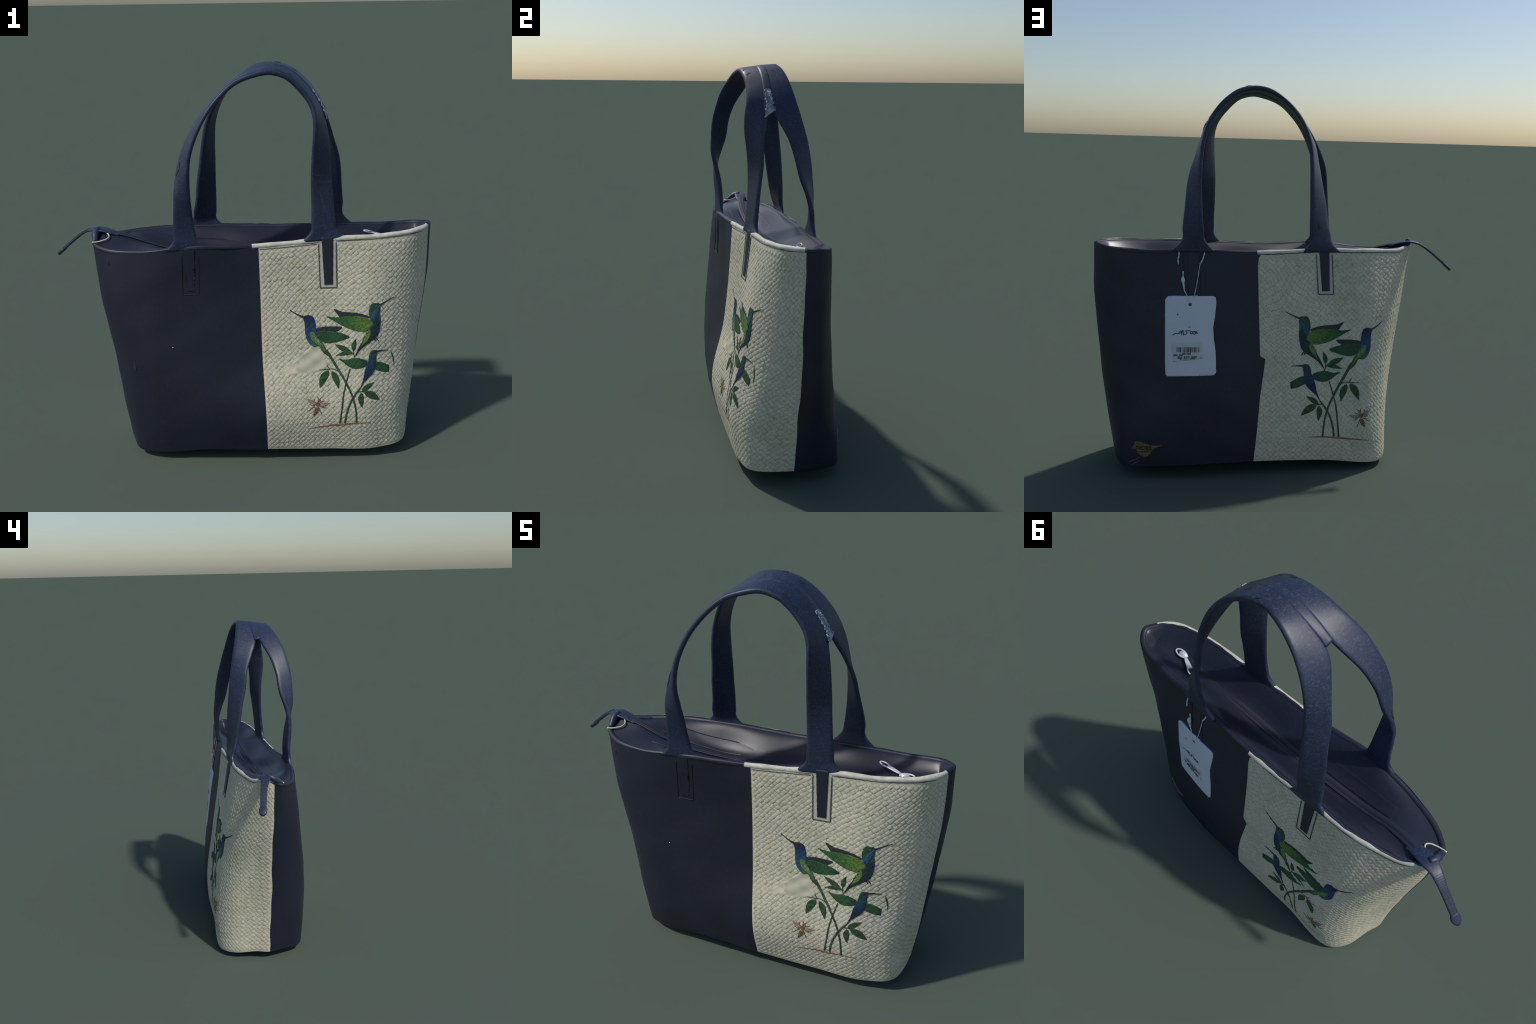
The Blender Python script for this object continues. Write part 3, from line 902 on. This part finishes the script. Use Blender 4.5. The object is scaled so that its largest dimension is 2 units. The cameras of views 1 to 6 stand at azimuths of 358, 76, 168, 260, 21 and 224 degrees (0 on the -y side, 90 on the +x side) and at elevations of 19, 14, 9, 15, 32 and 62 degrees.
def motif(side, place, leaf_skip=()):
    def M(pts):
        return np.array([place(x, z) for x, z in pts])

    def piece(name, pts, mat, parent, lift=.0016, smooth=True):
        q = smooth_outline(M(pts), 5) if smooth else M(pts)
        return lay(name, q, side, mat, parent, lift, .0055, kind=None)

    pr = bpy.data.objects.new("printed_bouquet", None); COL.objects.link(pr); pr.parent = bag
    for pts, w in STEMS:
        piece("stem", stroke(pts, w), STEM, pr, .0013, False)
    for pts, w in TWIGS:
        piece("twig", stroke(pts, [w, w*.8]), STEM, pr, .0013, False)
    for i, (b, t, w, bend) in enumerate(LEAVES):
        piece("leaf", leaf_outline(b, t, w, bend), LEAF, pr, .0016, False)
    piece("ground_line", stroke([(.310, .199), (.392, .211), (.486, .218), (.556, .223), (.630, .224)], [.002, .007, .011, .008, .003]), RUST, pr, .0011, False)
    for n, mats in ((1, (BLUE_BODY, GREEN_WING)), (2, (GREEN_BODY, BRIGHT_WING)), (3, (DARK_BODY, GREEN_WING))):
        b = piece("hummingbird", MOTIF["body%d" % n], mats[0], bag, .0020)
        piece("beak", stroke(MOTIF["beak%d" % n], [.0025, .006, .011]), BEAK, b, .0017, False)
        if n < 3:
            piece("flight_feather", MOTIF["dark%d" % n], FLIGHT, b, .0017)
            piece("wing", MOTIF["wing%d" % n], mats[1], b, .0025)
        else:
            piece("wing", MOTIF["wing3"], mats[1], b, .0016)
            piece("wing", MOTIF["wing3r"], mats[1], b, .0016, False)
        ex, ez = {1: (.306, .781), 2: (.652, .829), 3: (.647, .594)}[n]
        ring = [(ex+.0055*math.cos(a), ez+.005*math.sin(a)) for a in np.linspace(0, 2*np.pi, 12, endpoint=False)]
        piece("eye", ring, EYE if n == 2 else FLIGHT, b, .0028, False)
        if n == 1:
            piece("belly", [(.324, .700), (.344, .706), (.356, .685), (.372, .660), (.392, .628), (.408, .600), (.398, .600), (.376, .630), (.350, .650), (.330, .672)], BELLY, b, .0026)
        if n == 2:
            piece("throat", [(.671, .832), (.658, .820), (.636, .792), (.624, .766), (.642, .752), (.655, .775), (.666, .802)], THROAT, b, .0026)
            piece("belly", [(.604, .700), (.622, .712), (.628, .690), (.614, .662), (.596, .640), (.578, .626), (.588, .652), (.596, .680)], BELLY, b, .0026)
            for s in (0, .012):
                piece("foot", stroke([(.640+s, .668), (.651+s, .655), (.655+s, .648)], [.005, .006, .003]), BEAK, b, .0018, False)
    # bee
    ab = piece("bee", leaf_outline((.361, .325), (.337, .272), .024, 0), BEE_BODY, bag, .002, False)
    piece("thorax", [(.358+.0125*math.cos(a), .338+.012*math.sin(a)) for a in np.linspace(0, 6.2832, 12, endpoint=False)], BEE_BODY, ab, .0024, False)
    piece("head", [(.366+.008*math.cos(a), .357+.008*math.sin(a)) for a in np.linspace(0, 6.2832, 10, endpoint=False)], BEE_BODY, ab, .002, False)
    piece("wing", leaf_outline((.352, .339), (.304, .369), .024, .05), BEE_WING, ab, .0014, False)
    piece("wing", leaf_outline((.365, .332), (.421, .341), .025, -.05), BEE_WING, ab, .0014, False)
    for k, (t0, t1) in enumerate(((.30, .36), (.52, .58), (.74, .80))):
        a, c = np.array((.361, .325)), np.array((.337, .272)); d = c-a; s = np.array([-d[1], d[0]]); s /= np.linalg.norm(s)
        w = (.0105, .0105, .006)[k]
        piece("stripe", [a+d*t0-s*w, a+d*t0+s*w, a+d*t1+s*w, a+d*t1-s*w], BEE_DARK, ab, .0026, False)
    for leg in ([(.345, .322), (.328, .317), (.318, .306), (.305, .304)], [(.352, .345), (.343, .352), (.340, .368)], [(.366, .318), (.372, .300), (.382, .276)],
                [(.370, .345), (.382, .350), (.396, .353)], [(.370, .362), (.376, .368), (.382, .371)], [(.362, .364), (.360, .372), (.358, .377)], [(.372, .328), (.388, .318), (.402, .315)], [(.346, .330), (.330, .332), (.316, .340)]):
        piece("leg", stroke(leg, [.0035, .003, .002]), BEE_DARK, ab, .0014, False)


motif("front", lambda x, z: (x, z))
motif("back", lambda x, z: (-.776+1.02*x+.018*z, -.051+.034*x+1.01*z))
lay("leaf", leaf_outline((.736, .585), (.754, .497), .008, .05), "front", LEAF, bag, .0014, .005)

# small nicks and a pale fleck on the leatherette
for poly, mat in (([(-.560, .565), (-.546, .520), (-.562, .524)], SCUFF), ([(-.668, 1.092), (-.658, 1.070), (-.660, 1.055)], SCUFF),
                  ([(-.362, .655), (-.358, .655), (-.358, .651), (-.362, .651)], CARD)):
    lay("nick", poly, "front", mat, bag, .0012, .01, True)

# ------------------------------------------------------------- price tag, patch
tx = np.linspace(0, 1, 30)
CARD_OUT = [(.598, .938), (.372, .936), (.360, .928), (.357, .905), (.364, .84), (.374, .78), (.371, .72), (.363, .66), (.361, .60), (.362, .55), (.372, .540), (.600, .534), (.612, .542), (.614, .60), (.613, .92)]
tag = lay("price_tag", CARD_OUT, "back", CARD, bag, .006, .012, True, .0)
sol = tag.modifiers.new("card", "SOLIDIFY"); sol.thickness = .003; sol.offset = -1


def on_tag(poly, mat, lift=.0068, name="tag_mark", kind=None):
    return lay(name, poly, "back", mat, tag, lift, .012, True, -lift+.0002, kind)


hole = on_tag([(.489+.0085*math.cos(a), .897+.0085*math.sin(a)) for a in np.linspace(0, 6.2832, 16, endpoint=False)], INK, name="tag_hole")
on_tag([(.582, .700), (.430, .712), (.425, .625), (.575, .608)], STICKER, .0064, "tag_sticker")
x = .556
r2 = random.Random(3)
while x > .444:
    w = r2.choice([.002, .003, .0045, .006])
    on_tag([(x, .683), (x-w, .683), (x-w, .657), (x, .657)], INK, .0072, "barcode_bar")
    x -= w + r2.choice([.0025, .0035, .005])
for line, size, x0, z0 in (("Rp 359.009", .021, .552, .623), ("041103", .014, .528, .645), ("1001  605", .012, .575, .638)):
    cu = bpy.data.curves.new("tag_text", "FONT"); cu.body = line; cu.size = size; cu.extrude = .0004; cu.offset = .0006
    ob = bpy.data.objects.new("tag_text", cu); COL.objects.link(ob)
    bpy.context.view_layer.update()
    me = bpy.data.meshes.new_from_object(ob.evaluated_get(bpy.context.evaluated_depsgraph_get()))
    bpy.data.objects.remove(ob)
    co = np.array([v.co[:] for v in me.vertices])
    px2, pz2 = x0-co[:, 0], z0+co[:, 1]
    uu2 = u_at("back", px2, pz2)
    W = body(uu2, pz2) + body_normal(uu2, pz2)*(.0072+slack(uu2, pz2)+co[:, 2])[:, None]
    me.vertices.foreach_set("co", W.reshape(-1).astype(np.float32)); me.update()
    link("tag_text", me, INK, tag, smooth=False)
# the hand-written line: a few pen strokes
for pts in ([(.577, .742), (.562, .752), (.548, .751), (.536, .765), (.530, .744)], [(.546, .754), (.530, .757), (.526, .768), (.522, .742)],
            [(.494, .766), (.512, .764), (.504, .756), (.514, .748), (.522, .750)], [(.502, .764), (.490, .765), (.486, .750), (.478, .752), (.482, .762), (.474, .762)],
            [(.474, .762), (.470, .748), (.462, .752), (.468, .762), (.458, .760), (.454, .748)], [(.466, .756), (.452, .752)], [(.554, .850), (.548, .844)], [(.497, .782), (.488, .786)]):
    on_tag(stroke(pts, [.003, .004, .004, .003]), INK, .0072, "tag_writing")


def on_back(x, z, lift):
    u = u_at("back", np.array([x]), np.array([z]))
    return (body(u, np.array([z])) + body_normal(u, np.array([z]))*lift)[0]


cords = [([(.546, 1.170), (.542, 1.150), (.547, 1.120), (.546, 1.095)], .0034), ([(.523, 1.062), (.522, 1.030), (.520, 1.0), (.516, .958)], .0032),
         ([(.515, .962), (.503, .936), (.494, .915), (.489, .899)], .0022), ([(.412, 1.165), (.416, 1.145), (.424, 1.120), (.436, 1.098)], .0034), ([(.437, 1.100), (.447, 1.04), (.457, .985), (.470, .930)], .0018)]
for pts, r in cords:
    q = np.array([on_back(px3, pz3, .005 if pz3 > .95 else .009) for px3, pz3 in spline(pts, 16)])
    tube("tag_cord", q, r*(1+.25*np.sin(np.arange(16)*1.7)), CORD, bag, 7)
bd = np.array([on_back(px3, pz3, .009) for px3, pz3 in spline([(.525, 1.035), (.523, 1.011), (.518, .975)], 12)])
tube("tag_cord_bead", bd, [.003, .006, .0095, .0105, .010, .008, .006, .0052, .005, .0048, .0042, .003], CORD, bag, 9)

PATCH_OUT = [(.762, .196), (.742, .196), (.715, .188), (.690, .180), (.668, .177), (.650, .178), (.632, .179), (.654, .170), (.672, .160), (.685, .142), (.700, .122), (.722, .118), (.738, .124), (.752, .140), (.760, .158), (.779, .152), (.774, .166), (.766, .178)]
pt = lay("maker_patch", PATCH_OUT, "back", BROWN, bag, .004, .008, True)
cu = bpy.data.curves.new("patch_text", "FONT"); cu.body = "NOES"; cu.size = .028; cu.extrude = .0004; cu.space_character = 1.1; cu.offset = .0008
ob = bpy.data.objects.new("patch_text", cu); COL.objects.link(ob); bpy.context.view_layer.update()
me = bpy.data.meshes.new_from_object(ob.evaluated_get(bpy.context.evaluated_depsgraph_get())); bpy.data.objects.remove(ob)
co = np.array([v.co[:] for v in me.vertices]); qx, qz = .757-co[:, 0], .155+co[:, 1]+.02*co[:, 0]
q = u_at("back", qx, qz)
W = body(q, qz)+body_normal(q, qz)*(.0046+slack(q, qz)+co[:, 2])[:, None]
me.vertices.foreach_set("co", W.reshape(-1).astype(np.float32)); me.update()
link("patch_text", me, BROWN_INK, pt, smooth=False)
lay("patch_line", stroke([(.735, .147), (.715, .145), (.695, .152), (.680, .160)], [.003, .005, .003]), "back", BROWN_INK, pt, .0046, .008, True)
for pts in ([(.795, .082), (.765, .098), (.738, .112)], [(.780, .070), (.760, .082), (.744, .092)]):
    lay("patch_thread", stroke(pts, [.002, .003, .002]), "back", BROWN, bag, .0015, .01, True)

# ---------------------------------------------- worn, bare spots on the handles
def strap_spot(S, spots, mat, name):
    """Small worn spots: corner points given as (along, across) on the strap."""
    O, I, c, n, wd, w, th = S
    for spot in spots:
        V = []
        for t, a in spot:
            i = int(t*219)
            V.append(c[i] + wd[i]*w[i]*a + n[i]*.0156)
        k = len(V)
        V += [v - n[int(spot[0][0]*219)]*.004 for v in V]
        F = [tuple(range(k)), tuple(range(2*k-1, k-1, -1))] + [(i, i+k, (i+1) % k+k, (i+1) % k) for i in range(k)]
        me = mesh_from(name, V, F)
        bm = bmesh.new(); bm.from_mesh(me); bmesh.ops.recalc_face_normals(bm, faces=bm.faces); bm.to_mesh(me); bm.free()
        link(name, me, mat, bag, smooth=False)


strap_spot(FS, [[(.185, -.30), (.200, -.34), (.216, -.18), (.200, -.10), (.196, -.22)], [(.572, .25), (.580, .10), (.586, .32)], [(.545, .36), (.556, .22), (.562, .42)]], SCUFF, "scuff")
strap_spot(BS, [[(.060, -.05), (.076, -.05), (.077, .16), (.060, .16)], [(.555, .05), (.566, -.12), (.572, .10)], [(.520, .30), (.530, .26), (.528, .40)]], SCUFF, "scuff")

def seam_strip(name, x0, x1, reach_front, reach_back, mat, ragged=0.0, lift=.0009, sag=.0012, tuck=.0028):
    """Strip bridging the two straps along the seam where they meet."""
    xs = np.linspace(x0, x1, 60)
    rows = []
    for k, xv in enumerate(xs):
        pts = []
        for S, reach in ((FS, reach_front), (BS, reach_back)):
            O, I, c, n, wd, w, th = S
            up = np.where(c[:, 2] > 1.62)[0]
            i = up[np.abs(O[up, 0]-xv).argmin()]
            e = reach*(.3+.7*float(smoothstep(0, .08, abs(xv-x0))) if tuck else 1)*(1+ragged*math.sin(k*.9+len(pts)*2)*math.sin(k*.37+1))
            for q in ((e, .35*e) if S is FS else (.35*e, e)):
                pts.append(c[i] + wd[i]*(q-w[i]*.5) + n[i]*(th[i]*.5+lift-(tuck if q == e else 0)))
        mid = (pts[1]+pts[2])/2 - np.array([0, 0, sag])
        rows.append([pts[0], pts[1], mid, pts[2], pts[3]])
    me = grid_mesh(name, np.array(rows))
    me.update()
    if sum(p.normal.z*p.area for p in me.polygons) < 0:
        me.flip_normals()
    ob = link(name, me, mat, bag)
    m = ob.modifiers.new("depth", "SOLIDIFY"); m.thickness = .004; m.offset = -1
    return ob


seam_strip("crown_web", -.074, .392, .026, .026, STRAP)
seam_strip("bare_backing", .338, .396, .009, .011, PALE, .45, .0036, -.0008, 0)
